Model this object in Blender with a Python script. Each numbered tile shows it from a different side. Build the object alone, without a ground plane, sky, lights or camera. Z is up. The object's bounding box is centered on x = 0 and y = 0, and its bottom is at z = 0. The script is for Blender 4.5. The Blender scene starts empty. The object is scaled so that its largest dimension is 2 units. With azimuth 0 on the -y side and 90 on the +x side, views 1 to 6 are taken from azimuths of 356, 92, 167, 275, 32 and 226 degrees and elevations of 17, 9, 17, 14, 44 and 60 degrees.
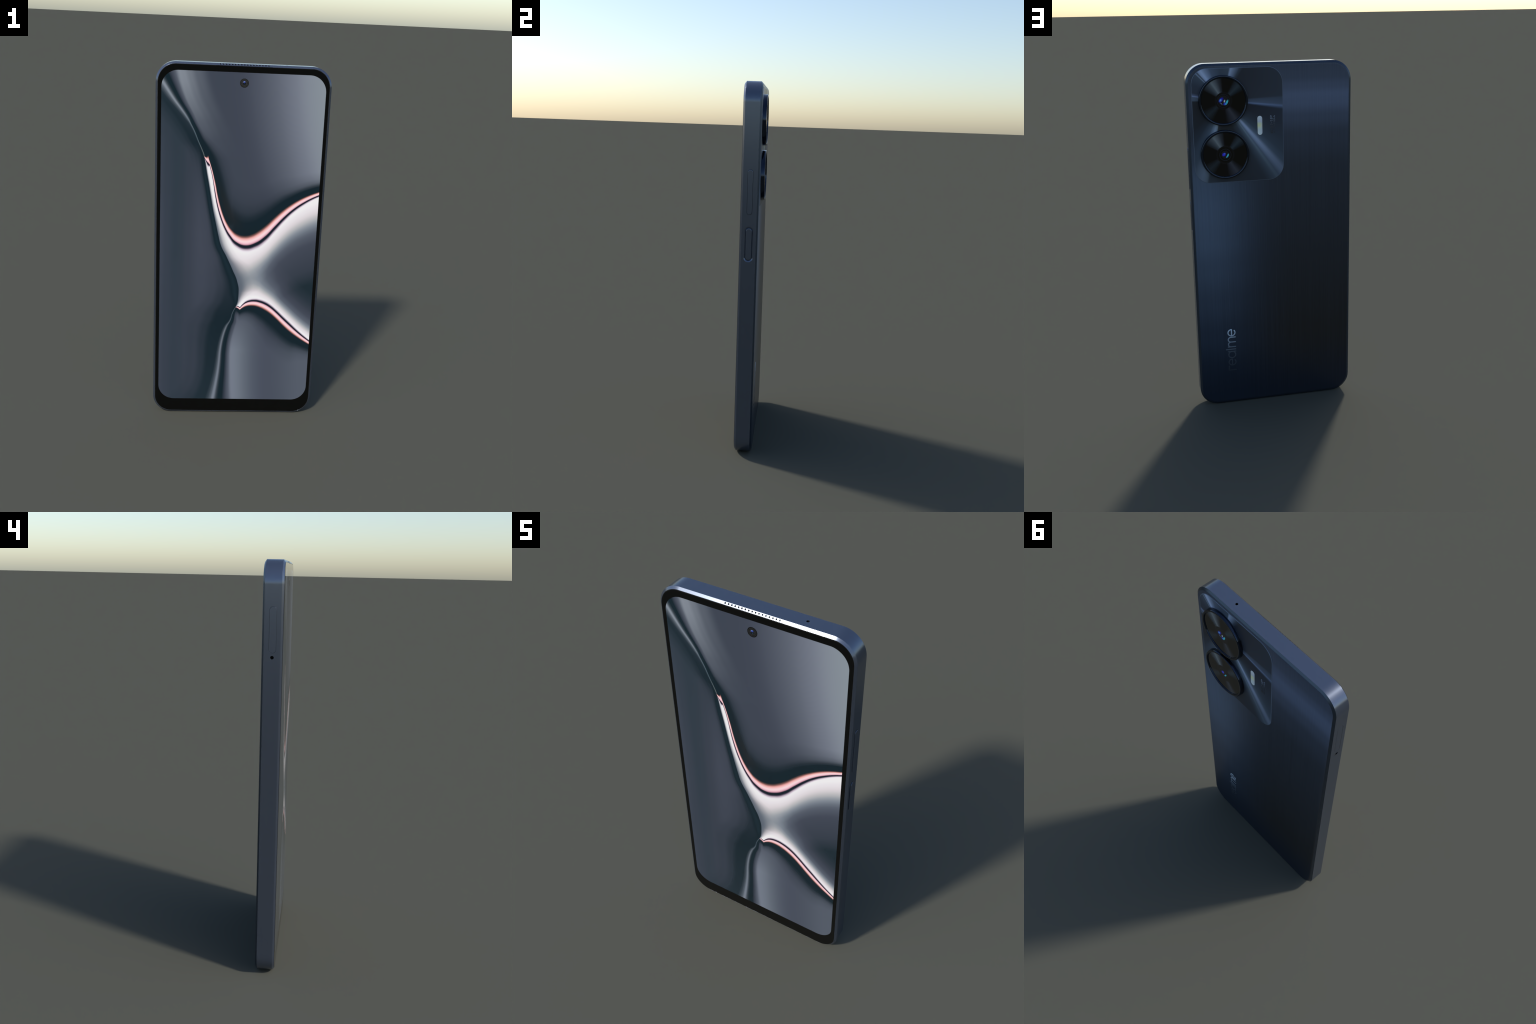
"""A dark blue smartphone standing upright: frame, display, back panel, camera island."""
import bpy, bmesh, math
from mathutils import Vector, Matrix

# ------------------------------------------------------------------ sizes (metres)
CX = -0.0018                 # body axis, the side keys stick out on +x
HALF_W = 0.4601
HEIGHT = 2.0
CORNER = 0.106
Y_SIDE_FRONT, Y_SIDE_BACK = -0.0486, 0.0272     # flat part of the side wall
Y_LIP = -0.0576
Y_BACK = 0.0362
Y_ISLAND = 0.0385
Y_RIM = 0.0593
LENS_X = 0.2609
LENS_Z = (1.8046, 1.5130)

scene = bpy.context.scene
col = scene.collection
pi = math.pi


# ------------------------------------------------------------------ node helpers
def lin(v):
    v /= 255.0
    return v / 12.92 if v <= 0.04045 else ((v + 0.055) / 1.055) ** 2.4


class Ex:
    """A socket with arithmetic, so that masks read as formulas."""
    def __init__(self, tree, sock):
        self.t, self.s = tree, sock

    def _m(self, op, *args, clamp=False):
        n = self.t.nodes.new('ShaderNodeMath')
        n.operation = op
        n.use_clamp = clamp
        for i, a in enumerate(args):
            if isinstance(a, Ex):
                self.t.links.new(a.s, n.inputs[i])
            else:
                n.inputs[i].default_value = float(a)
        return Ex(self.t, n.outputs[0])

    def __add__(self, o): return self._m('ADD', self, o)
    def __radd__(self, o): return self._m('ADD', o, self)
    def __sub__(self, o): return self._m('SUBTRACT', self, o)
    def __rsub__(self, o): return self._m('SUBTRACT', o, self)
    def __mul__(self, o): return self._m('MULTIPLY', self, o)
    def __rmul__(self, o): return self._m('MULTIPLY', o, self)
    def __truediv__(self, o): return self._m('DIVIDE', self, o)
    def __neg__(self): return self._m('MULTIPLY', self, -1.0)
    def max(self, o): return self._m('MAXIMUM', self, o)
    def min(self, o): return self._m('MINIMUM', self, o)
    def abs(self): return self._m('ABSOLUTE', self)
    def sqrt(self): return self._m('SQRT', self)
    def atan2(self, o): return self._m('ARCTAN2', self, o)
    def exp(self): return self._m('EXPONENT', self)
    def clamp(self): return self._m('ADD', self, 0.0, clamp=True)

    def step(self, lo, hi, smooth=True):
        """0 at lo, 1 at hi."""
        n = self.t.nodes.new('ShaderNodeMapRange')
        n.interpolation_type = 'SMOOTHSTEP' if smooth else 'LINEAR'
        n.clamp = True
        self.t.links.new(self.s, n.inputs[0])
        n.inputs[1].default_value, n.inputs[2].default_value = lo, hi
        n.inputs[3].default_value, n.inputs[4].default_value = 0.0, 1.0
        return Ex(self.t, n.outputs[0])

    def gauss(self, centre, sigma):
        d = (self - centre) * (1.0 / sigma)
        return (-(d * d)).exp()

    def curve(self, pts, cusps=()):
        """Float Curve through (input, output) control points."""
        pts = sorted(pts)
        x0, x1 = pts[0][0], pts[-1][0]
        y0, y1 = min(p[1] for p in pts), max(p[1] for p in pts)
        if y1 - y0 < 1e-9:
            y1 = y0 + 1.0
        n = self.t.nodes.new('ShaderNodeFloatCurve')
        m = n.mapping
        m.use_clip = False
        m.extend = 'HORIZONTAL'
        c = m.curves[0]
        while len(c.points) < len(pts):
            c.points.new(0.5, 0.5)
        for cp, p in zip(c.points, pts):
            cp.location = ((p[0] - x0) / (x1 - x0), (p[1] - y0) / (y1 - y0))
            cp.handle_type = 'VECTOR' if p[0] in cusps else 'AUTO_CLAMPED'
        m.update()
        u = (self - x0) * (1.0 / (x1 - x0))
        self.t.links.new(u.s, n.inputs['Value'])
        return Ex(self.t, n.outputs[0]) * (y1 - y0) + y0

    def ramp(self, stops, k=1.0, ease=False):
        """Colour ramp over (value, srgb 0-255) stops; k divides the light out."""
        lo, hi = stops[0][0], stops[-1][0]
        n = self.t.nodes.new('ShaderNodeValToRGB')
        cr = n.color_ramp
        cr.interpolation = {True: 'EASE', False: 'LINEAR'}.get(ease, ease)
        for i, (p, c) in enumerate(stops):
            pos = (p - lo) / (hi - lo)
            if i == 0:
                e = cr.elements[0]; e.position = 0.0
            elif i == len(stops) - 1:
                e = cr.elements[-1]; e.position = 1.0
            else:
                e = cr.elements.new(pos)
            e.color = rgb(c, k)
        u = (self - lo) * (1.0 / (hi - lo))
        self.t.links.new(u.s, n.inputs[0])
        return Ex(self.t, n.outputs[0])

    def rampf(self, stops, ease=False):
        """Grey ramp, stops hold plain 0..1 factors."""
        lo, hi = stops[0][0], stops[-1][0]
        n = self.t.nodes.new('ShaderNodeValToRGB')
        cr = n.color_ramp
        cr.interpolation = 'EASE' if ease else 'LINEAR'
        for i, (p, f) in enumerate(stops):
            pos = (p - lo) / (hi - lo)
            e = cr.elements[0] if i == 0 else cr.elements[-1] if i == len(stops) - 1 else cr.elements.new(pos)
            if i in (0, len(stops) - 1):
                e.position = float(i > 0)
            e.color = (f, f, f, 1)
        u = (self - lo) * (1.0 / (hi - lo))
        self.t.links.new(u.s, n.inputs[0])
        return Ex(self.t, n.outputs[0])


def rgb(c, k=1.0):
    kk = k if isinstance(k, (tuple, list)) else (k, k, k)
    off = kk[3] if len(kk) > 3 else 0.0
    return tuple(min(0.95, max(0.0005, (lin(v) - off) / q)) for v, q in zip(c, kk)) + (1.0,)


def mix(t, fac, a, b, blend='MIX'):
    n = t.nodes.new('ShaderNodeMix')
    n.data_type = 'RGBA'
    n.blend_type = blend
    n.clamp_factor = True
    for i, v in ((0, fac), (6, a), (7, b)):
        if isinstance(v, Ex):
            t.links.new(v.s, n.inputs[i])
        elif i == 0:
            n.inputs[0].default_value = v
        else:
            n.inputs[i].default_value = v
    return Ex(t, n.outputs[2])


def material(name, base=(0.5, 0.5, 0.5), rough=0.4, metal=0.0, spec=0.5, **kw):
    m = bpy.data.materials.new(name)
    m.use_nodes = True
    t = m.node_tree
    b = t.nodes['Principled BSDF']
    b.inputs['Base Color'].default_value = (*base[:3], 1)
    b.inputs['Roughness'].default_value = rough
    b.inputs['Metallic'].default_value = metal
    b.inputs['Specular IOR Level'].default_value = spec
    for k, v in kw.items():
        b.inputs[k].default_value = v
    return m, t, b


def coords(t):
    tc = t.nodes.new('ShaderNodeTexCoord')
    sp = t.nodes.new('ShaderNodeSeparateXYZ')
    t.links.new(tc.outputs['Object'], sp.inputs[0])
    return tc, [Ex(t, o) for o in sp.outputs]


def noise(t, vec_sock, scale, detail=2.0, rough=0.5, stretch=(1, 1, 1)):
    mp = t.nodes.new('ShaderNodeMapping')
    mp.inputs['Scale'].default_value = stretch
    t.links.new(vec_sock, mp.inputs[0])
    n = t.nodes.new('ShaderNodeTexNoise')
    n.inputs['Scale'].default_value = scale
    n.inputs['Detail'].default_value = detail
    n.inputs['Roughness'].default_value = rough
    t.links.new(mp.outputs[0], n.inputs['Vector'])
    return Ex(t, n.outputs[0])


# ------------------------------------------------------------------ plain materials
def bevel_normal(t, b, radius):
    n = t.nodes.new('ShaderNodeBevel')
    n.samples = 6
    n.inputs['Radius'].default_value = radius
    t.links.new(n.outputs[0], b.inputs['Normal'])


FRAME_COL = (0.126, 0.150, 0.200)
MAT_FRAME, t_, b_ = material('frame_metal', FRAME_COL, 0.21, 0.78)
bevel_normal(t_, b_, 0.0008)
tc, (X, Y, Z) = coords(t_)
g = noise(t_, tc.outputs['Object'], 900, 2).step(0.3, 0.7)
t_.links.new(mix(t_, g * 0.25, (*FRAME_COL, 1), (0.138, 0.164, 0.216, 1)).s, b_.inputs['Base Color'])
MAT_KEY, t_, b_ = material('key_metal', FRAME_COL, 0.22, 0.78)
bevel_normal(t_, b_, 0.0012)
MAT_RING, t_, b_ = material('ring_metal', (0.030, 0.040, 0.062), 0.12, 0.9)
bevel_normal(t_, b_, 0.0010)
MAT_HOLE, _, _ = material('hole_dark', (0.004, 0.004, 0.005), 0.7, 0.0, 0.2)  # near-black base, so shallow hole interiors look unlit
MAT_BEZEL, _, _ = material('bezel_black', (0.0008, 0.0008, 0.0008), 0.02, 0.0, 0.5)
MAT_DARK_RIM, _, _ = material('rim_dark', (0.012, 0.012, 0.011), 0.45, 0.0, 0.4)
MAT_GRILLE, _, _ = material('contact_metal', (0.25, 0.25, 0.26), 0.35, 0.9)


# ------------------------------------------------------------------ wallpaper
def screen_material():
    m, t, b = material('screen_wallpaper', rough=0.025, spec=0.5)
    tc, (x, y, z) = coords(t)
    K = SCREEN_K

    # --- the spines of the picture: a crease from top to bottom and two ribbons
    crease = x._m('ADD', z.curve([
        (0.0913, -0.1158), (0.1942, -0.1003), (0.2634, -0.0913), (0.328, -0.0859), (0.392, -0.0824),
        (0.4674, -0.0720), (0.5384, -0.0526), (0.590, -0.0271), (0.6231, -0.0193), (0.664, -0.0009),
        (0.6968, 0.0087), (0.758, 0.0117), (0.8108, 0.0025), (0.8778, -0.0250), (0.9586, -0.0633),
        (1.0286, -0.0985), (1.0757, -0.1112), (1.1619, -0.1313), (1.2224, -0.1452), (1.2964, -0.1594),
        (1.3627, -0.1716), (1.4215, -0.1835), (1.4764, -0.1935), (1.5206, -0.2020), (1.5475, -0.2123),
        (1.5942, -0.2337), (1.644, -0.2550), (1.6833, -0.2759), (1.7078, -0.2898), (1.7562, -0.3240),
        (1.7993, -0.3578), (1.8469, -0.3915), (1.8769, -0.4116), (1.9115, -0.4349), (1.960, -0.4660)],
        cusps=(0.664,)), 0.0)
    u = x - crease

    up_edge = x.curve([
        (-0.2029, 1.5195), (-0.196, 1.5136), (-0.1905, 1.5124), (-0.1838, 1.5161), (-0.180, 1.5244),
        (-0.1739, 1.500), (-0.1649, 1.4728), (-0.156, 1.4455), (-0.147, 1.4150), (-0.1373, 1.3790),
        (-0.1238, 1.3151), (-0.1081, 1.2555), (-0.0889, 1.199), (-0.0665, 1.153), (-0.0408, 1.1176),
        (-0.0100, 1.0930), (0.0300, 1.0835), (0.0741, 1.0942), (0.1084, 1.1152), (0.149, 1.149),
        (0.1924, 1.1935), (0.2358, 1.2343), (0.2795, 1.2679), (0.3268, 1.2978), (0.3778, 1.3225),
        (0.4300, 1.3420)], cusps=(-0.180,))
    up_line = x.curve([
        (-0.2029, 1.5130), (-0.1956, 1.4993), (-0.1885, 1.4871), (-0.1814, 1.4764), (-0.1758, 1.4718),
        (-0.171, 1.4690), (-0.1657, 1.4521), (-0.1581, 1.4247), (-0.1518, 1.3971), (-0.1463, 1.3680),
        (-0.1400, 1.3330), (-0.1217, 1.248), (-0.1024, 1.1843), (-0.0758, 1.1203), (-0.0498, 1.0774),
        (-0.0132, 1.0375), (0.0400, 1.0185), (0.0944, 1.0344), (0.1457, 1.0725), (0.1957, 1.1304),
        (0.2454, 1.1879), (0.2954, 1.2361), (0.3458, 1.2735), (0.3966, 1.3036), (0.4300, 1.3193)],
        cusps=(-0.171,))
    low_line = x.curve([
        (-0.0006, 0.6631), (0.0069, 0.6663), (0.0146, 0.6635), (0.0224, 0.6578), (0.0369, 0.6755),
        (0.0579, 0.6921), (0.0814, 0.7002), (0.1052, 0.7018), (0.1336, 0.6970), (0.1640, 0.6855),
        (0.1914, 0.6690), (0.2293, 0.6373), (0.2679, 0.6000), (0.3065, 0.5640), (0.3454, 0.5282),
        (0.3844, 0.4953), (0.4300, 0.4605)], cusps=(0.0224,))
    low_edge = x.curve([
        (-0.0006, 0.6604), (0.0117, 0.653), (0.0219, 0.644), (0.0377, 0.6559), (0.059, 0.6656),
        (0.0827, 0.6690), (0.1067, 0.6672), (0.1354, 0.6585), (0.1620, 0.6450), (0.1937, 0.6240),
        (0.2318, 0.5906), (0.2705, 0.5523), (0.3092, 0.5176), (0.3478, 0.4887), (0.3863, 0.4636),
        (0.4300, 0.4380)], cusps=(0.0219,))

    dark = rgb((17, 33, 41), K)

    # --- left sheet
    left = x.ramp([(-0.44, (63, 69, 81)), (-0.40, (55, 62, 73)), (-0.35, (48, 58, 68)), (-0.315, (50, 59, 69)),
                   (-0.28, (56, 62, 73)), (-0.21, (64, 69, 81)), (-0.02, (62, 67, 79))], K, ease=True)
    left = mix(t, z.rampf([(1.10, 0.0), (1.55, 0.35), (1.75, 0.75), (1.96, 0.6)]), left, rgb((43, 55, 64), K))
    left = mix(t, z.rampf([(0.09, 0.3), (0.6, 0.45), (1.0, 0.0)]), left, rgb((53, 60, 71), K))
    reach = z.curve([(0.08, 0.21), (0.3, 0.15), (0.5, 0.17), (0.6, 0.185), (0.7, 0.16), (0.85, 0.13),
                     (1.0, 0.085), (1.3, 0.06), (1.5, 0.06), (1.6, 0.080), (1.75, 0.11), (1.96, 0.13)])
    nd = -u / reach
    dk = mix(t, z.rampf([(0.1, 0.45), (0.5, 0.1), (0.7, 0.0), (1.5, 0.0), (1.62, 0.2), (1.9, 0.5)]), dark,
             rgb((40, 53, 62), K))
    soft = nd.rampf([(0.0, 1.0), (0.45, 0.98), (0.7, 0.62), (1.0, 0.25), (1.4, 0.0)], ease=True)
    soft = soft * z.rampf([(0.60, 1.0), (0.70, 0.88), (0.82, 0.55), (0.95, 0.25), (1.20, 0.15), (1.45, 0.30), (1.58, 1.0)])
    soft = soft * (1.0 - z.step(1.60, 1.75) * nd.step(0.5, 0.0) * 0.6)
    left = mix(t, soft, left, dk)
    bw = z.curve([(0.60, 0.012), (0.665, 0.017), (0.72, 0.040), (0.80, 0.056), (0.90, 0.050), (0.97, 0.040), (1.05, 0.036),
                  (1.15, 0.030), (1.25, 0.027), (1.43, 0.026), (1.52, 0.018), (1.60, 0.012)])
    nb = -u / bw
    left = mix(t, nb.rampf([(0.0, 1.0), (0.78, 0.96), (1.0, 0.55), (1.3, 0.12), (1.6, 0.0)]) * z.step(0.60, 0.66)
               * (1.0 - z.step(1.52, 1.62)), left, dark)
    # faint second fold inside the dark band
    inner = nb.gauss(0.42, 0.22) * z.step(0.66, 0.72) * (1.0 - z.step(1.40, 1.52)) * 0.55
    left = mix(t, inner, left, rgb((27, 45, 54), K))

    # --- upper sheet
    xs = x + (z - 1.7) * 0.20 - (z - 1.7) * (z - 1.7) * 0.25
    upper = xs.ramp([(-0.30, (64, 70, 82)), (-0.12, (60, 66, 77)), (0.0, (62, 67, 79)), (0.08, (70, 75, 87)),
                     (0.2, (92, 97, 108)), (0.3, (114, 119, 131)), (0.36, (126, 132, 141)), (0.44, (133, 141, 147))], K, ease='B_SPLINE')
    gap = z.curve([(1.40, 0.06), (1.50, 0.060), (1.55, 0.055), (1.62, 0.042), (1.685, 0.042), (1.744, 0.050),
                   (1.80, 0.063), (1.88, 0.087), (1.96, 0.116)])
    s = u / gap
    v = u - gap
    glow = v.rampf([(0.0, 1.0), (0.03, 0.92), (0.06, 0.62), (0.10, 0.28), (0.17, 0.0)], ease=True)
    glow = glow * z.rampf([(1.50, 0.0), (1.60, 0.07), (1.70, 0.25), (1.80, 0.58), (1.90, 0.92), (1.96, 1.0)])
    fold = mix(t, glow, upper, rgb((131, 137, 145), K))
    near = s.ramp([(0.0, (22, 38, 46)), (0.52, (18, 35, 43)), (0.64, (52, 58, 69)), (0.78, (72, 77, 88)),
                   (1.0, (100, 106, 116))], K)
    nearfac = s.rampf([(0.86, 1.0), (1.10, 0.0)], ease=True)
    near = mix(t, z.rampf([(1.60, 0.75), (1.75, 0.40), (1.90, 0.0)]) * s.step(0.62, 0.95), near, rgb((56, 62, 73), K))
    upper = mix(t, nearfac * z.step(1.50, 1.56), fold, near)
    T = x.curve([(-0.10, 0.15), (-0.03, 0.125), (0.03, 0.115), (0.10, 0.105), (0.20, 0.085), (0.30, 0.060), (0.43, 0.045)])
    e = (z - up_edge) / T
    shade = [(0.0, 1.0), (0.60, 1.0), (0.85, 0.82), (1.15, 0.46), (1.6, 0.2), (2.4, 0.0)]
    branch = z.curve([(1.093, -0.0100), (1.1176, -0.0408), (1.153, -0.0665), (1.199, -0.0889), (1.2555, -0.1081),
                      (1.3151, -0.1238), (1.379, -0.1373), (1.415, -0.147), (1.4455, -0.156), (1.4728, -0.1649),
                      (1.50, -0.1739), (1.5244, -0.1850), (1.56, -0.2060), (1.62, -0.2400), (1.68, -0.2720)])
    eh = (x - branch) / z.curve([(1.09, 0.090), (1.20, 0.060), (1.30, 0.052), (1.40, 0.048), (1.50, 0.044), (1.56, 0.038),
                                 (1.62, 0.024), (1.68, 0.018)])
    dv = e.rampf(shade) * x.step(-0.10, -0.02)
    dh = eh.rampf(shade) * z.step(1.06, 1.16) * (1.0 - z.step(1.62, 1.70))
    upper = mix(t, dv.max(dh), upper, dark)
    sooty = e.gauss(0.55, 0.4) * x.gauss(-0.06, 0.06) * 0.6
    upper = mix(t, sooty, upper, rgb((36, 37, 38), K))

    # --- bright sheet between the ribbons
    slope = x.curve([(-0.21, 4.8), (-0.12, 4.4), (-0.09, 3.2), (-0.05, 2.0), (0.0, 1.28), (0.06, 1.10), (0.12, 1.02),
                     (0.18, 1.02), (0.43, 1.10)])
    db = (up_line - z) / slope
    dc = (z - low_line) / x.curve([(0.0, 0.95), (0.06, 1.05), (0.12, 0.95), (0.20, 0.76), (0.43, 0.76)])
    fb = db.rampf([(0.0, 1.0), (0.03, 1.0), (0.06, 0.93), (0.09, 0.80), (0.115, 0.66), (0.14, 0.50), (0.165, 0.38),
                   (0.20, 0.27), (0.25, 0.18), (0.33, 0.12), (0.38, 0.095), (0.42, 0.05), (0.46, 0.0)])
    fc = dc.rampf([(0.0, 1.0), (0.025, 1.0), (0.05, 0.88), (0.075, 0.68), (0.10, 0.48), (0.13, 0.32), (0.18, 0.20),
                   (0.24, 0.10), (0.30, 0.04), (0.38, 0.0)])
    f = 1.0 - (1.0 - fb) * (1.0 - fc)
    bright = f.ramp([(0.0, (28, 42, 50)), (0.12, (57, 63, 74)), (0.20, (66, 71, 83)), (0.32, (88, 94, 105)),
                     (0.45, (120, 127, 136)), (0.58, (153, 157, 161)), (0.72, (190, 186, 186)), (0.85, (219, 210, 211)),
                     (0.95, (230, 223, 224)), (1.0, (237, 233, 231))], K)
    wa = z.curve([(0.66, 0.004), (0.70, 0.016), (0.75, 0.045), (0.80, 0.070), (0.90, 0.064), (0.97, 0.036),
                  (1.02, 0.034), (1.10, 0.024), (1.20, 0.013), (1.30, 0.008), (1.50, 0.005)])
    ga = u / wa
    bright = mix(t, ga.rampf([(0.0, 1.0), (0.3, 0.86), (0.7, 0.48), (1.2, 0.15), (1.8, 0.0)]), bright,
                 rgb((88, 96, 107), K))

    # --- lower sheet
    gap2 = z.curve([(0.08, 0.108), (0.216, 0.078), (0.337, 0.061), (0.437, 0.056), (0.535, 0.050), (0.60, 0.030),
                    (0.66, 0.020)])
    s2 = u / gap2
    v2 = u - gap2
    lower = v2.ramp([(0.0, (114, 120, 132)), (0.03, (112, 119, 130)), (0.075, (97, 104, 114)), (0.13, (79, 85, 97)),
                     (0.20, (69, 74, 87)), (0.30, (75, 81, 92)), (0.40, (85, 91, 102))], K, ease='B_SPLINE')
    lower = mix(t, z.rampf([(0.40, 0.0), (0.56, 0.55), (0.66, 0.9)]), lower, rgb((62, 67, 79), K))
    near2 = s2.ramp([(0.0, (20, 36, 44)), (0.50, (18, 34, 42)), (0.66, (56, 62, 73)), (0.80, (76, 82, 93)),
                     (1.0, (98, 104, 115))], K)
    near2 = mix(t, z.rampf([(0.42, 0.0), (0.58, 0.8)]) * s2.step(0.55, 0.9), near2, rgb((56, 62, 73), K))
    lower = mix(t, s2.rampf([(0.86, 1.0), (1.12, 0.0)], ease=True), lower, near2)
    T2 = x.curve([(-0.01, 0.022), (0.02, 0.028), (0.08, 0.045), (0.15, 0.075), (0.22, 0.092), (0.30, 0.085),
                  (0.36, 0.062), (0.43, 0.042)])
    e2 = (low_edge - z) / T2
    lower = mix(t, e2.rampf([(0.0, 1.0), (0.60, 1.0), (0.85, 0.82), (1.15, 0.46), (1.6, 0.2), (2.4, 0.0)]), lower, dark)

    # --- the ribbons: a profile from the outer edge (0) to the dark seam (1) and out to white
    ribbon = [(-0.05, (17, 33, 41)), (0.02, (26, 34, 40)), (0.10, (70, 56, 54)), (0.20, (142, 96, 90)), (0.30, (222, 152, 146)),
              (0.40, (244, 186, 183)), (0.57, (249, 216, 216)), (0.72, (241, 192, 200)), (0.82, (206, 150, 163)),
              (0.895, (60, 48, 62)), (0.94, (16, 28, 38)), (1.09, (16, 28, 38)), (1.17, (84, 72, 90)),
              (1.28, (190, 172, 183)), (1.42, (230, 222, 226)), (1.60, (236, 231, 231))]
    tb = (up_edge - z) / (up_edge - up_line)
    tcn = (z - low_edge) / (low_line - low_edge)
    rb = tb.ramp(ribbon, K)
    rc = tcn.ramp(ribbon, K)
    middle = mix(t, tb.step(1.35, 1.6), rb, bright)
    right = mix(t, tb.step(-0.04, 0.02), upper, middle)
    low = mix(t, tcn.step(-0.04, 0.02), lower, rc)
    right = mix(t, tcn.step(1.35, 1.6) * (z.step(0.40, 0.46)), low, right)

    pic = mix(t, u.step(-0.0016, 0.0018), left, right)

    # --- the bright thread along the crease, above and below the bright sheet
    wl = z.curve([(0.09, 0.026), (0.2, 0.019), (0.4, 0.012), (0.54, 0.009), (0.60, 0.0036), (0.66, 0.0028),
                  (1.52, 0.0030), (1.60, 0.0036), (1.68, 0.0055), (1.71, 0.0105), (1.80, 0.018), (1.92, 0.027)])
    nl = u / (wl * 0.55)
    thread = nl.rampf([(-3.2, 0.0), (-2.0, 0.14), (-1.0, 0.42), (-0.4, 0.88), (0.0, 1.0), (0.35, 0.85), (0.9, 0.32), (1.5, 0.08), (2.2, 0.0)])
    thread = thread * (z.step(1.505, 1.525) + (1.0 - z.step(0.650, 0.668)))
    tcol = z.ramp([(0.09, (118, 125, 136)), (0.52, (108, 115, 124)), (0.61, (66, 80, 89)), (0.66, (90, 100, 108)),
                   (1.52, (112, 118, 116)), (1.60, (84, 100, 109)), (1.68, (96, 108, 117)), (1.75, (122, 129, 138)),
                   (1.92, (136, 143, 151))], K)
    pic = mix(t, thread, pic, tcol)
    t.links.new(pic.s, b.inputs['Base Color'])
    return m


SCREEN_K = 0.99
MAT_SCREEN = screen_material()


# ------------------------------------------------------------------ back panel
BACK_K = (0.194, 0.236, 0.302)
ISLAND_K = (0.198, 0.238, 0.302, 0.0012)
GLOSS_K = (0.20, 0.235, 0.29, 0.0034)     # last: mirrored ground, taken off


def back_material():
    m, t, b = material('back_brushed', rough=0.30, spec=0.22)
    tc, (x, y, z) = coords(t)
    base = rgb((17, 22, 30), BACK_K)
    navy = rgb((7, 12, 22), BACK_K)
    glow = rgb((42, 55, 75), BACK_K)
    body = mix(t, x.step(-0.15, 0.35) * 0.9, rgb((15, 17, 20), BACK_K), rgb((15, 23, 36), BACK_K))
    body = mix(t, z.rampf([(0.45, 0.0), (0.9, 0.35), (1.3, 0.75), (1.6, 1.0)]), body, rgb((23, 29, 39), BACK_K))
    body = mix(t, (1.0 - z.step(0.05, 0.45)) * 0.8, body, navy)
    # reflected sheen painted into the base colour: under the island and beside it
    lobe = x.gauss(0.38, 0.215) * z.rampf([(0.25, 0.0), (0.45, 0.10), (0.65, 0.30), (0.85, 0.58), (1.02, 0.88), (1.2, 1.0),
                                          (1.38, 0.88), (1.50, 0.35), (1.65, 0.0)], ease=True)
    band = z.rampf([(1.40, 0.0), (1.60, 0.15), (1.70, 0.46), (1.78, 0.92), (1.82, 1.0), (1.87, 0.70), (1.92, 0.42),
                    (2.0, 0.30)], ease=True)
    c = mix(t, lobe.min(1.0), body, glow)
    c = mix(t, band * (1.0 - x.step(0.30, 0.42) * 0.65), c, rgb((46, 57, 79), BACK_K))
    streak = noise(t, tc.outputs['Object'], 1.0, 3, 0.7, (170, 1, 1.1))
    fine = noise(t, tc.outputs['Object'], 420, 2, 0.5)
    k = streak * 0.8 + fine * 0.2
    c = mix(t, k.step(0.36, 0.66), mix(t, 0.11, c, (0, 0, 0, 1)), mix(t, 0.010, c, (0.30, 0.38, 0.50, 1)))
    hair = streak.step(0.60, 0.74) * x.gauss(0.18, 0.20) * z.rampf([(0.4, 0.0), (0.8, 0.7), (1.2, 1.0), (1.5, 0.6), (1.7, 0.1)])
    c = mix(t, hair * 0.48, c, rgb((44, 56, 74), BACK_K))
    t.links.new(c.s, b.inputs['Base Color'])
    return m


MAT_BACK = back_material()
MAT_BACK_EDGE, t_, b_ = material('back_edge', (0.058, 0.078, 0.112), 0.30, 0.85)  # frame colour darkened here to match the chamfer's dimmer sky reflection
MAT_DOT_HOLE, _, _ = material('perforation', (0.022, 0.027, 0.036), 0.5, 0.5)


def polar(t, x, z, cx, cz):
    """Angle in degrees as seen from behind (0 right, 90 up) and radius."""
    dx, dz = cx - x, z - cz
    return dz.atan2(dx) * (180.0 / pi), (dx * dx + dz * dz).sqrt()


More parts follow.
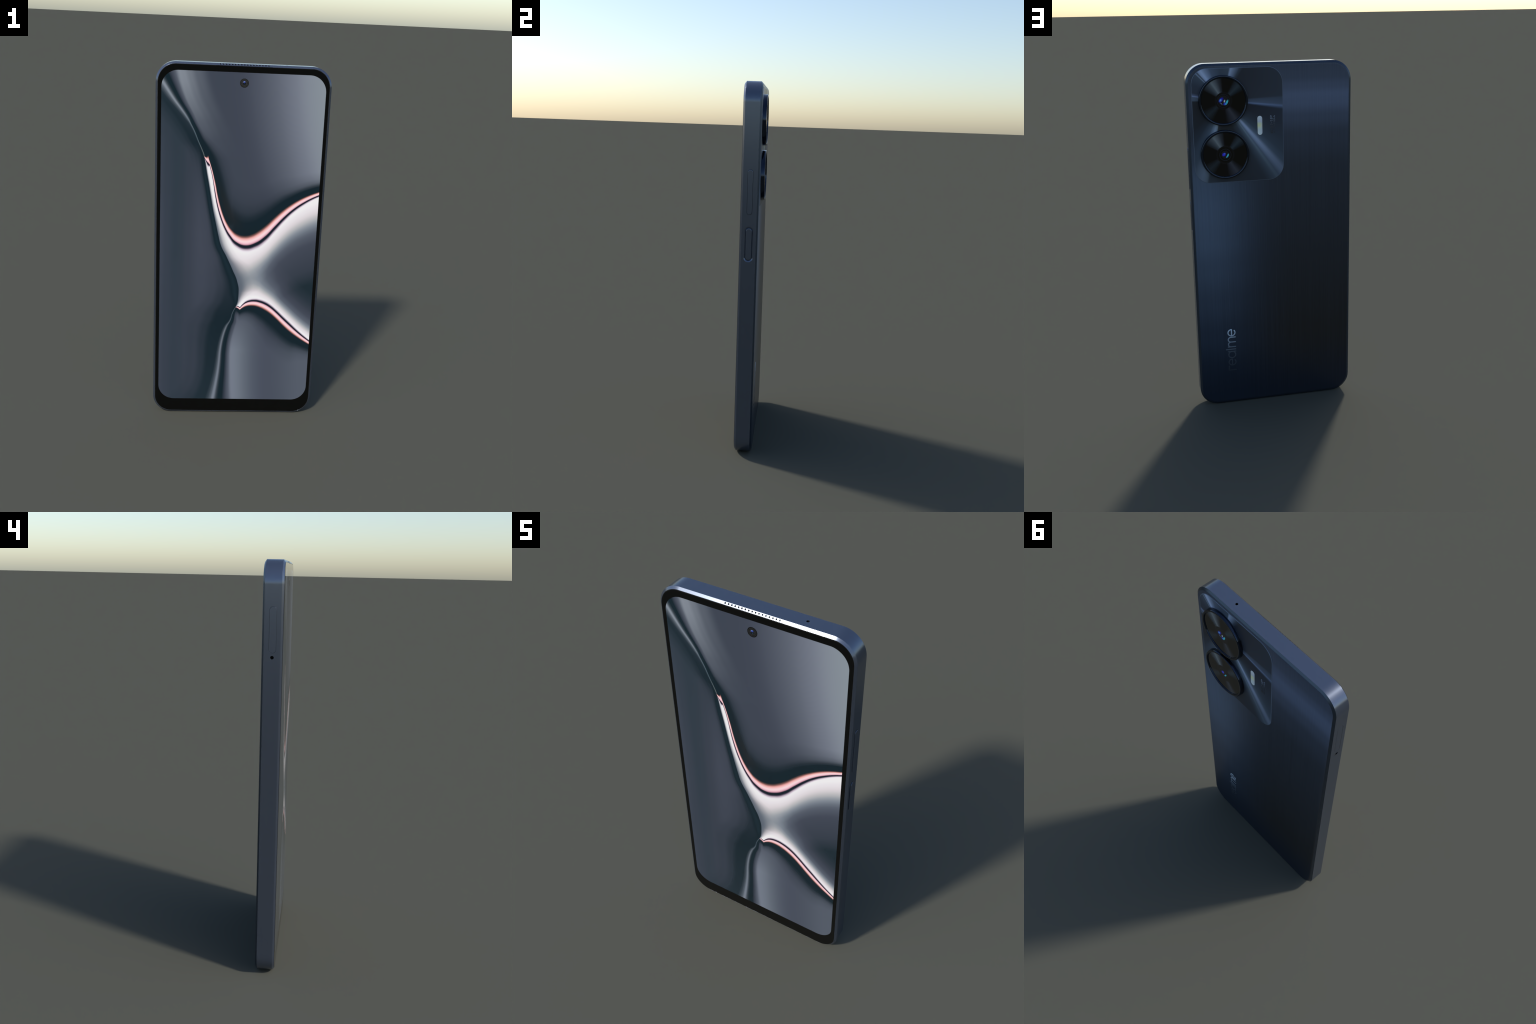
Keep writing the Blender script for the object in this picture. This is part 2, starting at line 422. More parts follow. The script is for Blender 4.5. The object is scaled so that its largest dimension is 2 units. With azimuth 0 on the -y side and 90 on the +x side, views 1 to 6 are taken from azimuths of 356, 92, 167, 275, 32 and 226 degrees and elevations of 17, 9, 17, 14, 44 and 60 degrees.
def island_material():
    m, t, b = material('island_painted_rays', rough=0.34, spec=0.20)  # light rays around the upper lens are drawn in the base colour
    tc, (x, y, z) = coords(t)
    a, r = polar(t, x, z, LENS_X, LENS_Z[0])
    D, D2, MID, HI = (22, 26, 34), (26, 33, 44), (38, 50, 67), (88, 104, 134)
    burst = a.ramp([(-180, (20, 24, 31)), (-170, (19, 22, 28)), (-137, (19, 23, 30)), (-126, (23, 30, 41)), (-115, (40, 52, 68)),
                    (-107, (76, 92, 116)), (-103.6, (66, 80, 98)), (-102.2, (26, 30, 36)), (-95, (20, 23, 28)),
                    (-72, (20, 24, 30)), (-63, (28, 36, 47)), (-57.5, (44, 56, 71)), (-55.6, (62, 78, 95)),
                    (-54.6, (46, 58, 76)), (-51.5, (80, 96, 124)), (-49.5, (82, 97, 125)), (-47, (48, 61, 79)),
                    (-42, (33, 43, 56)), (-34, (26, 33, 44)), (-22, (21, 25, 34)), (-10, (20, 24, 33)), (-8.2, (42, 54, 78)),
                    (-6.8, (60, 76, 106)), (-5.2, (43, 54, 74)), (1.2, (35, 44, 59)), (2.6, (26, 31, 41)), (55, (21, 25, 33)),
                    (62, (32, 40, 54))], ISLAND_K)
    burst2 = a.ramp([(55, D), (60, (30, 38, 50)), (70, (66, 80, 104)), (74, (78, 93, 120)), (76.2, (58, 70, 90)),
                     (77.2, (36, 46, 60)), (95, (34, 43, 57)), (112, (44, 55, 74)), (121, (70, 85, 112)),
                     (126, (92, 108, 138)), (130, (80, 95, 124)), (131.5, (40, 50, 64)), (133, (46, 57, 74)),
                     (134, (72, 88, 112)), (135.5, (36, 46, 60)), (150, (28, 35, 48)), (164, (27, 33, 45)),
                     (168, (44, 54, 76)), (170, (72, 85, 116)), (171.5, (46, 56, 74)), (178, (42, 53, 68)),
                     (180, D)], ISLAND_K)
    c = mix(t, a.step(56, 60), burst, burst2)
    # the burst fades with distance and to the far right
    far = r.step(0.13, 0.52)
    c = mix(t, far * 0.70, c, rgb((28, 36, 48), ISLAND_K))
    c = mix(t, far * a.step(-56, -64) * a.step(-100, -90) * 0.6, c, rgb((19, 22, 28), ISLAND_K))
    t.links.new(c.s, b.inputs['Base Color'])
    return m


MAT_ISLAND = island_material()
MAT_ISLAND_EDGE, _, _ = material('island_edge', (0.15, 0.19, 0.25), 0.2, 0.0, 0.5)  # lightened edge colour draws the highlight along the island's bevel


def lens_cover_material(cz, hub, ring, glass):
    m, t, b = material('lens_cover_glass', rough=0.02, spec=0.5)
    tc, (x, y, z) = coords(t)
    a, r = polar(t, x, z, LENS_X, cz)
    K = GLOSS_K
    k = a.ramp([(-180, (9, 10, 12)), (-158, (9, 10, 12)), (-139, (22, 28, 34)), (-120, (9, 10, 12)), (-84, (10, 11, 13)),  # cone-shaped reflections on the disc, tinted in by angle
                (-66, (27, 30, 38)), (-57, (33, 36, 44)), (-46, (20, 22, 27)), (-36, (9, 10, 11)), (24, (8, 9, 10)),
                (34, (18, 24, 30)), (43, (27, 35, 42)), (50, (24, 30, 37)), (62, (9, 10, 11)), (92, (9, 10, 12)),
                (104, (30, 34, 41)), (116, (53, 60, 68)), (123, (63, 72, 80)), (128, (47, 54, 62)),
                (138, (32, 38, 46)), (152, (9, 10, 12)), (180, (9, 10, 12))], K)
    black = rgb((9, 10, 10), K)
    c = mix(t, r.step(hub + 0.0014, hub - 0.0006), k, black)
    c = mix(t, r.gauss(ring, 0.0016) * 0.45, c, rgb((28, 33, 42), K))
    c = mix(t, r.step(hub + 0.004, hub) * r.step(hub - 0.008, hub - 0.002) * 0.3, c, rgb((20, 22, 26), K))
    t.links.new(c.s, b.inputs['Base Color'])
    return m


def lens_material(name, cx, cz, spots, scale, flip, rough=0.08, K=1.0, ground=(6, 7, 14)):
    """Lens with coloured reflection glints painted on, each (u, v, half width, half height, tilt deg, colour)."""
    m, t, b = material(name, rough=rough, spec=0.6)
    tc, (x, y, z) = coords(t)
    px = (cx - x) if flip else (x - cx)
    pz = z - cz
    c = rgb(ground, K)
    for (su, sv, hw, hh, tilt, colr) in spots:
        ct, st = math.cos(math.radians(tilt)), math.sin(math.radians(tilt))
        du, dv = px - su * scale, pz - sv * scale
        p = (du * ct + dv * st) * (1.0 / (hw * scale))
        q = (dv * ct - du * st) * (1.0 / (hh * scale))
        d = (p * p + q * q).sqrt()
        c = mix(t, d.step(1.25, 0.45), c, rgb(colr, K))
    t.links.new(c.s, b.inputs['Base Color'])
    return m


def graded_text_material(name, z0, z1, lo, hi, spec=0.4):
    """Lettering with a reflection gradient baked into its colour along the line."""
    m, t, b = material(name, rough=0.35, spec=spec)
    tc, (x, y, z) = coords(t)
    c = z.ramp([(z0, lo), (z0 + 0.45 * (z1 - z0), tuple(0.82 * l + 0.18 * h for l, h in zip(lo, hi))),
                (z0 + 0.7 * (z1 - z0), tuple(0.45 * l + 0.55 * h for l, h in zip(lo, hi))), (z1, hi)], BACK_K)
    t.links.new(c.s, b.inputs['Base Color'])
    return m


# ------------------------------------------------------------------ geometry helpers
def sharpen_caps(mesh):
    """Borders of flat many-sided faces are sharp, so that flats shade flat."""
    bm = bmesh.new()
    bm.from_mesh(mesh)
    for f in bm.faces:
        if len(f.verts) > 4:
            for e in f.edges:
                e.smooth = False
    bm.to_mesh(mesh)
    bm.free()


def new_object(name, mesh, parent=None, mats=(), smooth=24.0):
    o = bpy.data.objects.new(name, mesh)
    col.objects.link(o)
    for mm in mats:
        if mm.name not in [q.name for q in mesh.materials if q]:
            mesh.materials.append(mm)
    if smooth is not None and len(mesh.polygons):
        mesh.polygons.foreach_set('use_smooth', [True] * len(mesh.polygons))
        mesh.set_sharp_from_angle(angle=math.radians(smooth))
        sharpen_caps(mesh)
    if parent:
        o.parent = parent
    return o


def round_rect(x0, x1, z0, z1, r, seg=28):
    """Counter-clockwise (x, z) outline; extra points hug the arc ends so that flats stay flat."""
    pts = []
    for cx, cz, a0 in ((x1 - r, z1 - r, 0), (x0 + r, z1 - r, 90), (x0 + r, z0 + r, 180), (x1 - r, z0 + r, 270)):
        for i in range(seg + 1):
            a = math.radians(a0 + 90.0 * i / seg)
            pts.append((cx + r * math.cos(a), cz + r * math.sin(a)))
    out = []
    n = len(pts)
    for i, p in enumerate(pts):
        q = pts[(i + 1) % n]
        out.append(p)
        d = math.hypot(q[0] - p[0], q[1] - p[1])
        if d > 0.02:
            e = 0.004 / d
            out.append((p[0] + (q[0] - p[0]) * e, p[1] + (q[1] - p[1]) * e))
            out.append((q[0] + (p[0] - q[0]) * e, q[1] + (p[1] - q[1]) * e))
    return out


def loft(rings, cap=True, closed_profile=False):
    """rings: lists of 3D points of equal length, joined one to the next."""
    bm = bmesh.new()
    vr = [[bm.verts.new(p) for p in r] for r in rings]
    n = len(vr[0])
    pairs = list(zip(vr, vr[1:])) + ([(vr[-1], vr[0])] if closed_profile else [])
    for a, b in pairs:
        for i in range(n):
            j = (i + 1) % n
            bm.faces.new((a[i], a[j], b[j], b[i]))
    if cap and not closed_profile:
        bm.faces.new(vr[0])
        bm.faces.new(vr[-1])
    bmesh.ops.recalc_face_normals(bm, faces=bm.faces)
    me = bpy.data.meshes.new('part')
    bm.to_mesh(me)
    bm.free()
    return me


def body_ring(inset, y):
    return [(p[0], y, p[1]) for p in round_rect(CX - HALF_W + inset, CX + HALF_W - inset, inset, HEIGHT - inset,
                                                CORNER - inset)]


def rect_ring(x0, x1, z0, z1, r, inset, y, seg=24):
    return [(p[0], y, p[1]) for p in round_rect(x0 + inset, x1 - inset, z0 + inset, z1 - inset, r - inset, seg)]


def disc_rings(cx, cz, profile, n=96):
    """Surface of revolution about the y axis through (cx, cz); profile: (radius, y)."""
    return [[(cx + r * math.cos(2 * pi * i / n), y, cz + r * math.sin(2 * pi * i / n)) for i in range(n)]
            for r, y in profile]


def stadium(half_w, half_l, seg=16):
    """Outline in (s, l): width along s, length along l."""
    pts = []
    c = half_l - half_w
    for i in range(seg + 1):
        a = pi * i / seg
        pts.append((half_w * math.cos(a), c + half_w * math.sin(a)))
    for i in range(seg + 1):
        a = pi + pi * i / seg
        pts.append((half_w * math.cos(a), -c + half_w * math.sin(a)))
    return pts


def stadium_side(yc, zc, steps):
    """Stadium lofted along x for the side wall; steps: (x, half width, half length)."""
    return [[(x, yc + s, zc + l) for s, l in stadium(hw, hl)] for x, hw, hl in steps]


def stadium_flat(xc, zc, steps):
    """Stadium lofted along y for the faces; steps: (y, half width, half length)."""
    return [[(xc + s, y, zc + l) for s, l in stadium(hw, hl)] for y, hw, hl in steps]


def cylinder(p, axis, r, depth, n=20):
    axis = Vector(axis).normalized()
    q = axis.to_track_quat('Z', 'Y')
    return [[tuple(Vector(p) + q @ Vector((r * math.cos(2 * pi * i / n), r * math.sin(2 * pi * i / n), d)))
             for i in range(n)] for d in (-depth, 0.01)]


def join_meshes(meshes):
    bm = bmesh.new()
    for me in meshes:
        bm.from_mesh(me)
        bpy.data.meshes.remove(me)
    me = bpy.data.meshes.new('part')
    bm.to_mesh(me)
    bm.free()
    return me


def cut(obj, cutters, mat):
    me = join_meshes(cutters)
    me.materials.append(mat)
    c = bpy.data.objects.new('cutter', me)
    col.objects.link(c)
    md = obj.modifiers.new('cut', 'BOOLEAN')
    md.operation = 'DIFFERENCE'
    md.solver = 'EXACT'
    md.object = c
    md.material_mode = 'TRANSFER'
    bpy.context.view_layer.update()
    dg = bpy.context.evaluated_depsgraph_get()
    res = bpy.data.meshes.new_from_object(obj.evaluated_get(dg))
    obj.modifiers.clear()
    obj.data = res
    bpy.data.objects.remove(c)


# ------------------------------------------------------------------ the phone
phone = bpy.data.objects.new('smartphone', None)
col.objects.link(phone)
phone['label'] = 'dark blue smartphone standing upright with two large rear cameras'
phone['category'] = 'smartphone'

# frame: a closed section swept round the body
section = [(0.0180, -0.0470), (0.0106, -0.0500), (0.0106, Y_LIP), (0.0101, Y_LIP), (0.0, Y_SIDE_FRONT),
           (0.0, Y_SIDE_BACK), (0.0112, 0.0350), (0.0135, 0.0350), (0.0180, 0.0300)]
me = loft([body_ring(i, y) for i, y in section], closed_profile=True)
frame = new_object('frame', me, phone, [MAT_FRAME, MAT_BACK_EDGE], None)
for f in me.polygons:
    f.material_index = int(f.center.y > 0.029)

SIDE_R = CX + HALF_W
SIDE_L = CX - HALF_W
KEY_Y = -0.0108
dark_cuts, metal_cuts = [], []
# earpiece dots on the front chamfer, microphone, tray pin hole
for i in range(17):
    xx = -0.1292 + (0.1218 + 0.1292) * i / 16.0
    metal_cuts.append(loft(cylinder((xx, -0.0530, 1.9955), (0, -1, 1.05), 0.0039, 0.005, 16)))
dark_cuts.append(loft(cylinder((0.2213, -0.0112, HEIGHT), (0, 0, 1), 0.0068, 0.012, 24)))
dark_cuts.append(loft(cylinder((SIDE_L, -0.0115, 1.5712), (-1, 0, 0), 0.0082, 0.014, 24)))
# underside: charging port, loudspeaker holes, headphone jack, microphone
usb = [[(CX + l, KEY_Y + s, zz) for s, l in stadium(0.0165, 0.054)] for zz in (-0.01, 0.018)]
dark_cuts.append(loft(usb))
for i in range(6):
    dark_cuts.append(loft(cylinder((CX - 0.13 - 0.024 * i, KEY_Y, 0.0), (0, 0, -1), 0.0078, 0.012)))
dark_cuts.append(loft(cylinder((CX + 0.24, KEY_Y, 0.0), (0, 0, -1), 0.022, 0.018, 28)))
dark_cuts.append(loft(cylinder((CX + 0.14, KEY_Y, 0.0), (0, 0, -1), 0.0062, 0.012)))
# pockets round the keys and the tray
VOL = (1.4358, 0.1160, 0.0130)
PWR = (1.1658, 0.0828, 0.0150)
TRAY = (1.6935, 0.1023, 0.0166)
dark_cuts.append(loft(stadium_side(KEY_Y, VOL[0], [(SIDE_R - 0.006, VOL[2] + 0.0010, VOL[1] + 0.0010),
                                                    (SIDE_R + 0.01, VOL[2] + 0.0010, VOL[1] + 0.0010)])))
dark_cuts.append(loft(stadium_side(-0.0122, TRAY[0], [(SIDE_L - 0.01, TRAY[2], TRAY[1]),
                                                       (SIDE_L + 0.006, TRAY[2], TRAY[1])])))
dish = loft(stadium_side(KEY_Y, PWR[0], [(SIDE_R - 0.0046, PWR[2] + 0.0012, PWR[1] + 0.0012),
                                         (SIDE_R - 0.0038, PWR[2] + 0.0022, PWR[1] + 0.0022),
                                         (SIDE_R - 0.0018, PWR[2] + 0.0058, PWR[1] + 0.0062),
                                         (SIDE_R, PWR[2] + 0.0092, PWR[1] + 0.0105),
                                         (SIDE_R + 0.004, PWR[2] + 0.0150, PWR[1] + 0.0180)]))
cut(frame, dark_cuts, MAT_HOLE)
cut(frame, metal_cuts, MAT_DOT_HOLE)
cut(frame, [dish], MAT_KEY)
fm = frame.data
fm.polygons.foreach_set('use_smooth', [True] * len(fm.polygons))
fm.set_sharp_from_angle(angle=math.radians(20))
sharpen_caps(fm)


def key(name, steps, yc, zc):
    return new_object(name, loft(stadium_side(yc, zc, steps)), phone, [MAT_KEY], 24)


key('volume_key', [(SIDE_R - 0.006, VOL[2], VOL[1]), (SIDE_R + 0.0014, VOL[2], VOL[1]),
                   (SIDE_R + 0.0023, VOL[2] - 0.0008, VOL[1] - 0.0008),
                   (SIDE_R + 0.0027, VOL[2] - 0.0022, VOL[1] - 0.0022)], KEY_Y, VOL[0])
key('power_key', [(SIDE_R - 0.0046, PWR[2], PWR[1]), (SIDE_R + 0.0004, PWR[2], PWR[1]),
                  (SIDE_R + 0.0014, PWR[2] - 0.0008, PWR[1] - 0.0008),
                  (SIDE_R + 0.0018, PWR[2] - 0.0022, PWR[1] - 0.0022)], KEY_Y, PWR[0])
key('card_tray', [(SIDE_L + 0.006, TRAY[2] - 0.0007, TRAY[1] - 0.0007), (SIDE_L + 0.0003, TRAY[2] - 0.0007, TRAY[1] - 0.0007),
                  (SIDE_L, TRAY[2] - 0.0010, TRAY[1] - 0.0010)], -0.0122, TRAY[0])
port = new_object('port_contact', loft([[(CX + l, KEY_Y + s, zz) for s, l in stadium(0.0035, 0.036)]
                                        for zz in (0.004, 0.017)]), phone, [MAT_GRILLE], 40)

# earpiece slit between glass and frame, gasket
GX0, GX1, GZ0, GZ1 = SIDE_L + 0.0112, SIDE_R - 0.0112, 0.0112, HEIGHT - 0.0112
new_object('dark_rim', loft([body_ring(0.0104, -0.0490), body_ring(0.0104, -0.0572), body_ring(0.0116, -0.0572),
                           body_ring(0.0150, -0.0572), body_ring(0.0150, -0.0490)], closed_profile=True),
           phone, [MAT_DARK_RIM], 30)
slit = [[(-0.0037 + l, y, 1.9888 + s) for s, l in stadium(0.0011, 0.148)] for y in (-0.0540, -0.05765)]
new_object('earpiece_slit', loft(slit), phone, [MAT_HOLE], 40)

# display: black glass plate and the lit picture area
gi = 0.0150
glass = new_object('display_glass', loft([
    body_ring(gi - 0.0028, -0.0500), body_ring(gi - 0.0028, -0.0583), body_ring(gi - 0.0024, -0.0587)]), phone, [MAT_BEZEL], 30)
SX0, SX1, SZ0, SZ1 = -0.4315, 0.4285, 0.0880, 1.9573
screen = new_object('screen', loft([rect_ring(SX0, SX1, SZ0, SZ1, 0.0875, 0, -0.0578),
                                    rect_ring(SX0, SX1, SZ0, SZ1, 0.0875, 0, -0.0590)]), glass, [MAT_SCREEN], 30)

# selfie camera
FCX, FCZ = -0.0024, 1.9040
MAT_SELFIE_RING, t_, b_ = material('selfie_ring', (0.010, 0.010, 0.010), 0.25, 0.0, 0.4)
tc, (X, Y, Z) = coords(t_)
aa, rr = polar(t_, X, Z, FCX, FCZ)
cc = rr.ramp([(0.0105, (34, 36, 38)), (0.0125, (42, 42, 42)), (0.0135, (22, 22, 23)), (0.0165, (28, 28, 28)),
              (0.0190, (36, 36, 35)), (0.0205, (16, 16, 16)), (0.0220, (7, 8, 8)), (0.0235, (8, 9, 9))], 0.95)
t_.links.new(cc.s, b_.inputs['Base Color'])
selfie = new_object('selfie_camera', loft(disc_rings(FCX, FCZ, [(0.0235, -0.0578), (0.0235, -0.0592), (0.0230, -0.0593)], 48)),
                    glass, [MAT_SELFIE_RING], 30)
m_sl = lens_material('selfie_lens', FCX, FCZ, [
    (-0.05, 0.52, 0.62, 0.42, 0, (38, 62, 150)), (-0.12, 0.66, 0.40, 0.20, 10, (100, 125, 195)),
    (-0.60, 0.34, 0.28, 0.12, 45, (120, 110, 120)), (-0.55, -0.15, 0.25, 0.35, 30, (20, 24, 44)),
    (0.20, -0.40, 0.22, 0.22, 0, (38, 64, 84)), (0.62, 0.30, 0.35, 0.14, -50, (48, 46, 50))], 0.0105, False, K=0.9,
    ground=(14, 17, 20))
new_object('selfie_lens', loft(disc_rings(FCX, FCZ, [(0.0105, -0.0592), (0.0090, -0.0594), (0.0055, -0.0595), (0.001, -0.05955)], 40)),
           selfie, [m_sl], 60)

# back panel: gently rounded edge, then flat
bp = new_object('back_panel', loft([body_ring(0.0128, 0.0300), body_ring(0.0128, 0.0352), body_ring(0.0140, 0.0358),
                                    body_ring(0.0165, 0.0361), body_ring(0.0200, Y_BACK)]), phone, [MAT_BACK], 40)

# camera island
IX0, IX1, IZ0, IZ1 = -0.0706, 0.4300, 1.3570, 1.9765
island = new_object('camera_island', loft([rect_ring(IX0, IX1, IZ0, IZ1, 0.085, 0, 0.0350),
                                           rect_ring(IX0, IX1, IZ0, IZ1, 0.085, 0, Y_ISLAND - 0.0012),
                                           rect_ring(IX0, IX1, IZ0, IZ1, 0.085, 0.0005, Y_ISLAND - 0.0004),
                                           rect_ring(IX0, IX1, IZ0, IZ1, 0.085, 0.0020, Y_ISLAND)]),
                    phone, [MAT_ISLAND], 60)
island.data.materials.append(MAT_ISLAND_EDGE)
for f in island.data.polygons:
    if len(f.vertices) == 4:
        f.material_index = 1

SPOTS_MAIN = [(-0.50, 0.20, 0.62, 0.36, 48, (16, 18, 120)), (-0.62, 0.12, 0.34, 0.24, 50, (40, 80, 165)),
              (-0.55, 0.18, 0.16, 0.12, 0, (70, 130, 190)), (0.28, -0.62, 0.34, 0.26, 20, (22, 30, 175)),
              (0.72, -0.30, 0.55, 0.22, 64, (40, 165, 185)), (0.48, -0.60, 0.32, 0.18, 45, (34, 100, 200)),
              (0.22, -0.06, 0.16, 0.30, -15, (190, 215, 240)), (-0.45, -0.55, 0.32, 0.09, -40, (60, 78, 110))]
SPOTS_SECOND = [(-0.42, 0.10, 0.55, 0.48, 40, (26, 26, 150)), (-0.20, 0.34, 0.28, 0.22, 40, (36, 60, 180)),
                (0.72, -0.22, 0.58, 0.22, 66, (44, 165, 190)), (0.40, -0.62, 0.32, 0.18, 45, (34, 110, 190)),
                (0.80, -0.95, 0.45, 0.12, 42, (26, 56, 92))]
ring_mesh = None
for cz, hub, ring_r, lens_r, spots, sc in ((LENS_Z[0], 0.0450, 0.0345, 0.0285, SPOTS_MAIN, 0.0262),
                                           (LENS_Z[1], 0.0480, 0.0315, 0.0215, SPOTS_SECOND, 0.0190)):
    prof = [(0.1190, 0.0360), (0.1346, 0.0360), (0.1346, 0.0396), (0.1339, 0.0400), (0.1336, 0.0576), (0.1330, 0.0587),
            (0.1318, Y_RIM), (0.1245, Y_RIM), (0.1234, 0.0587), (0.1228, 0.0566), (0.1214, 0.0562), (0.1208, 0.0540),
            (0.1190, 0.0540)]
    ring = new_object('lens_ring', loft(disc_rings(LENS_X, cz, prof, 128), closed_profile=True), island, [MAT_RING], 35)
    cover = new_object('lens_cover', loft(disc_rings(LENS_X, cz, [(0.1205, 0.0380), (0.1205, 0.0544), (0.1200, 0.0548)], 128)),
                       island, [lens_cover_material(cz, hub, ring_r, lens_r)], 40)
    lm = lens_material('camera_lens_painted_glints', LENS_X, cz, spots, sc, True, K=BACK_K, ground=(7, 8, 14))
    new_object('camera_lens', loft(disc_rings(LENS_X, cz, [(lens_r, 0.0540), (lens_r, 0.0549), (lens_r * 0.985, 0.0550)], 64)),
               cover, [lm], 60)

# flash lamp
FLX, FLZ = 0.0610, 1.6622
MAT_FLASH, t_, b_ = material('flash_lens', rough=0.18, spec=0.5)
tc, (X, Y, Z) = coords(t_)
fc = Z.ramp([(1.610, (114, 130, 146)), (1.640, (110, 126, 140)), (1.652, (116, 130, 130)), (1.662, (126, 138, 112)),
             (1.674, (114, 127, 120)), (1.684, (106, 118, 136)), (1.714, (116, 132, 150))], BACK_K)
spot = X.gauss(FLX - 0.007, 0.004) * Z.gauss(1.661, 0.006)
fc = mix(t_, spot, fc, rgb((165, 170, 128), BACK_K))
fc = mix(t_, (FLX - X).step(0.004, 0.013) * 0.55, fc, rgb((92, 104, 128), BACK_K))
t_.links.new(fc.s, b_.inputs['Base Color'])
new_object('flash_bezel', loft(stadium_flat(FLX, FLZ, [(0.0370, 0.0152, 0.0535), (Y_ISLAND + 0.0004, 0.0152, 0.0535)])),
           island, [MAT_HOLE], 40)
new_object('flash_lamp', loft(stadium_flat(FLX, FLZ, [(0.0370, 0.0137, 0.0520), (Y_ISLAND + 0.0009, 0.0137, 0.0520),
                                                      (Y_ISLAND + 0.0016, 0.0120, 0.0503)])), island, [MAT_FLASH], 60)
MAT_DOT, _, _ = material('sensor_dot', (0.10, 0.13, 0.17), 0.3)
new_object('light_sensor', loft(disc_rings(0.0757, 1.7111, [(0.0018, 0.0380), (0.0018, Y_ISLAND + 0.0005)], 20)), island, [MAT_DOT], 40)


# ------------------------------------------------------------------ lettering
def stroke_mesh(paths, width, to3d, y0, y1):
    """Monoline glyph: each path is thickened to a flat bar of the given width."""
    parts = []
    for level, path in enumerate(paths):
        left, right = [], []
        n = len(path)
        for i, p in enumerate(path):
            a = Vector(path[max(i - 1, 0)]); c = Vector(path[min(i + 1, n - 1)]); p = Vector(p)
            d1 = (p - a).normalized() if i else (c - p).normalized()
            d2 = (c - p).normalized() if i < n - 1 else d1
            nrm = Vector((-(d1 + d2).y, (d1 + d2).x)).normalized()
            k = 1.0 / max(0.5, nrm.dot(Vector((-d1.y, d1.x))))
            left.append(p + nrm * width * 0.5 * k)
            right.append(p - nrm * width * 0.5 * k)
        bm = bmesh.new()
        rows = []
        for yy in (y0 + 0.00015 * level, y1 + 0.00012 * level):
            rows.append(([bm.verts.new(to3d(q, yy)) for q in left], [bm.verts.new(to3d(q, yy)) for q in right]))
        (l0, r0), (l1, r1) = rows
        for i in range(n - 1):
            bm.faces.new((l1[i], l1[i + 1], r1[i + 1], r1[i]))
            bm.faces.new((l0[i], r0[i], r0[i + 1], l0[i + 1]))
            bm.faces.new((l0[i], l0[i + 1], l1[i + 1], l1[i]))
            bm.faces.new((r0[i], r1[i], r1[i + 1], r0[i + 1]))
        bm.faces.new((l0[0], l1[0], r1[0], r0[0]))
        bm.faces.new((l0[-1], r0[-1], r1[-1], l1[-1]))
        bmesh.ops.recalc_face_normals(bm, faces=bm.faces)
        q = bpy.data.meshes.new('stroke')
        bm.to_mesh(q)
        bm.free()
        parts.append(q)
    return join_meshes(parts)


def arc(cx, cy, rx, ry, a0, a1, n=28):
    return [(cx + rx * math.cos(math.radians(a0 + (a1 - a0) * i / n)),
             cy + ry * math.sin(math.radians(a0 + (a1 - a0) * i / n))) for i in range(n + 1)]


SW = 0.0064
XH = 0.0480


def glyph_e(x0, x1):
    rx, ry = (x1 - x0 - SW) / 2, (XH - SW) / 2
    c = ((x0 + x1) / 2, XH / 2)
    return [arc(*c, rx, ry, 0, 318, 44), [(c[0] - rx, c[1]), (c[0] + rx + SW * 0.3, c[1])]]


def glyph_a(x0, x1):
    rx, ry = (x1 - x0 - SW) / 2, (XH - SW) / 2
    return [arc((x0 + x1) / 2, XH / 2, rx, ry, 0, 360, 44), [(x1 - SW / 2, 0), (x1 - SW / 2, XH)]]


def glyph_r(x0, x1):
    return [[(x0 + SW / 2, 0), (x0 + SW / 2, XH)], [(x0 + SW, XH - SW / 2), (x1, XH - SW / 2)]]


def glyph_l(x0):
    return [[(x0 + SW / 2, 0), (x0 + SW / 2, 0.0605)]]


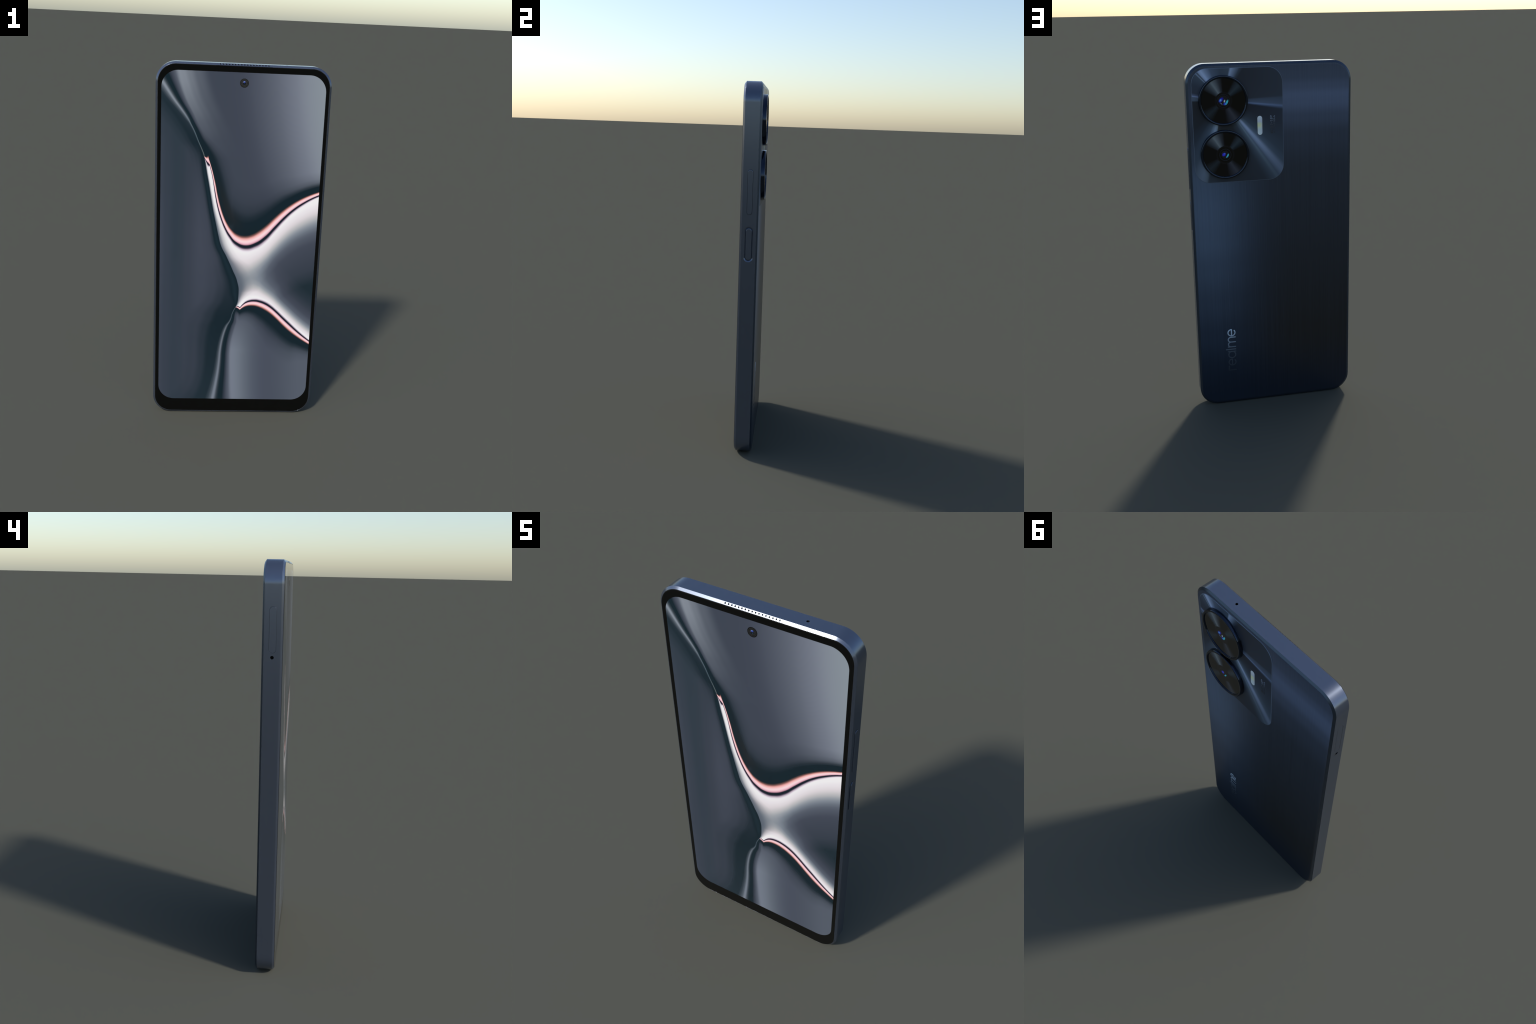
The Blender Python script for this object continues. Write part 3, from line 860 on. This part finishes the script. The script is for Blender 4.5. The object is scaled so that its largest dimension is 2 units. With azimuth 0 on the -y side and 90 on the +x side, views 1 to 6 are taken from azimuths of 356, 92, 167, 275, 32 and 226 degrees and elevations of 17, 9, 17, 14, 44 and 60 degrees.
def glyph_m(x0, x1):
    q = (x1 - x0 - SW) / 2
    r = q / 2
    out = [[(x0 + SW / 2, 0), (x0 + SW / 2, XH)]]
    for k in range(2):
        c = x0 + SW / 2 + q * k + r
        out.append(arc(c, XH - SW / 2 - r * 1.1, r, r * 1.1, 170, 0, 20) + [(c + r, 0)])
    return out


to_back = lambda q, yy: (0.2376 + q[1], yy, q[0])
MAT_LOGO = graded_text_material('logo_painted_sheen', 0.21, 0.476, (14, 20, 29), (96, 114, 138))
logo = [glyph_r(0.2101, 0.2412), glyph_e(0.2420, 0.2868), glyph_a(0.2895, 0.3360), glyph_l(0.3440), glyph_m(0.3600, 0.4274),
        glyph_e(0.4300, 0.4760)]
for k, g in enumerate(logo):
    new_object('letter', stroke_mesh(g, SW, to_back, 0.0358 + 0.00002 * k, Y_BACK + 0.0005), bp, [MAT_LOGO], 20)


def caption(name, text, z0, z1, x_base, x_top, mat):
    """Line of built-in lettering fitted into a box; reads upwards, letter tops towards +x."""
    cu = bpy.data.curves.new('caption', 'FONT')
    cu.body = text
    cu.extrude = 0.5
    o = bpy.data.objects.new('caption', cu)
    col.objects.link(o)
    bpy.context.view_layer.update()
    me = bpy.data.meshes.new_from_object(o.evaluated_get(bpy.context.evaluated_depsgraph_get()))
    bpy.data.objects.remove(o)
    bpy.data.curves.remove(cu)
    xs = [v.co.x for v in me.vertices]; ys = [v.co.y for v in me.vertices]
    sx, sy = (z1 - z0) / (max(xs) - min(xs)), (x_top - x_base) / (max(ys) - min(ys))
    mx, my = min(xs), min(ys)
    for v in me.vertices:
        a, b, c = v.co
        v.co = (x_base + (b - my) * sy, (0.0380 if c < 0 else Y_ISLAND + 0.0005), z0 + (a - mx) * sx)
    me.materials.clear()
    ob = new_object(name, me, island, [mat], 30)
    ob['kind'] = 'stuff'
    return ob


MAT_CAPTION = graded_text_material('caption_painted_sheen', 1.616, 1.715, (16, 19, 24), (66, 80, 102))
caption('caption', '64MP', 1.6160, 1.7146, -0.0120, 0.0030, MAT_CAPTION)
caption('caption', 'AI CAMERA', 1.6166, 1.7146, -0.0249, -0.0158, MAT_CAPTION)

bpy.context.view_layer.update()
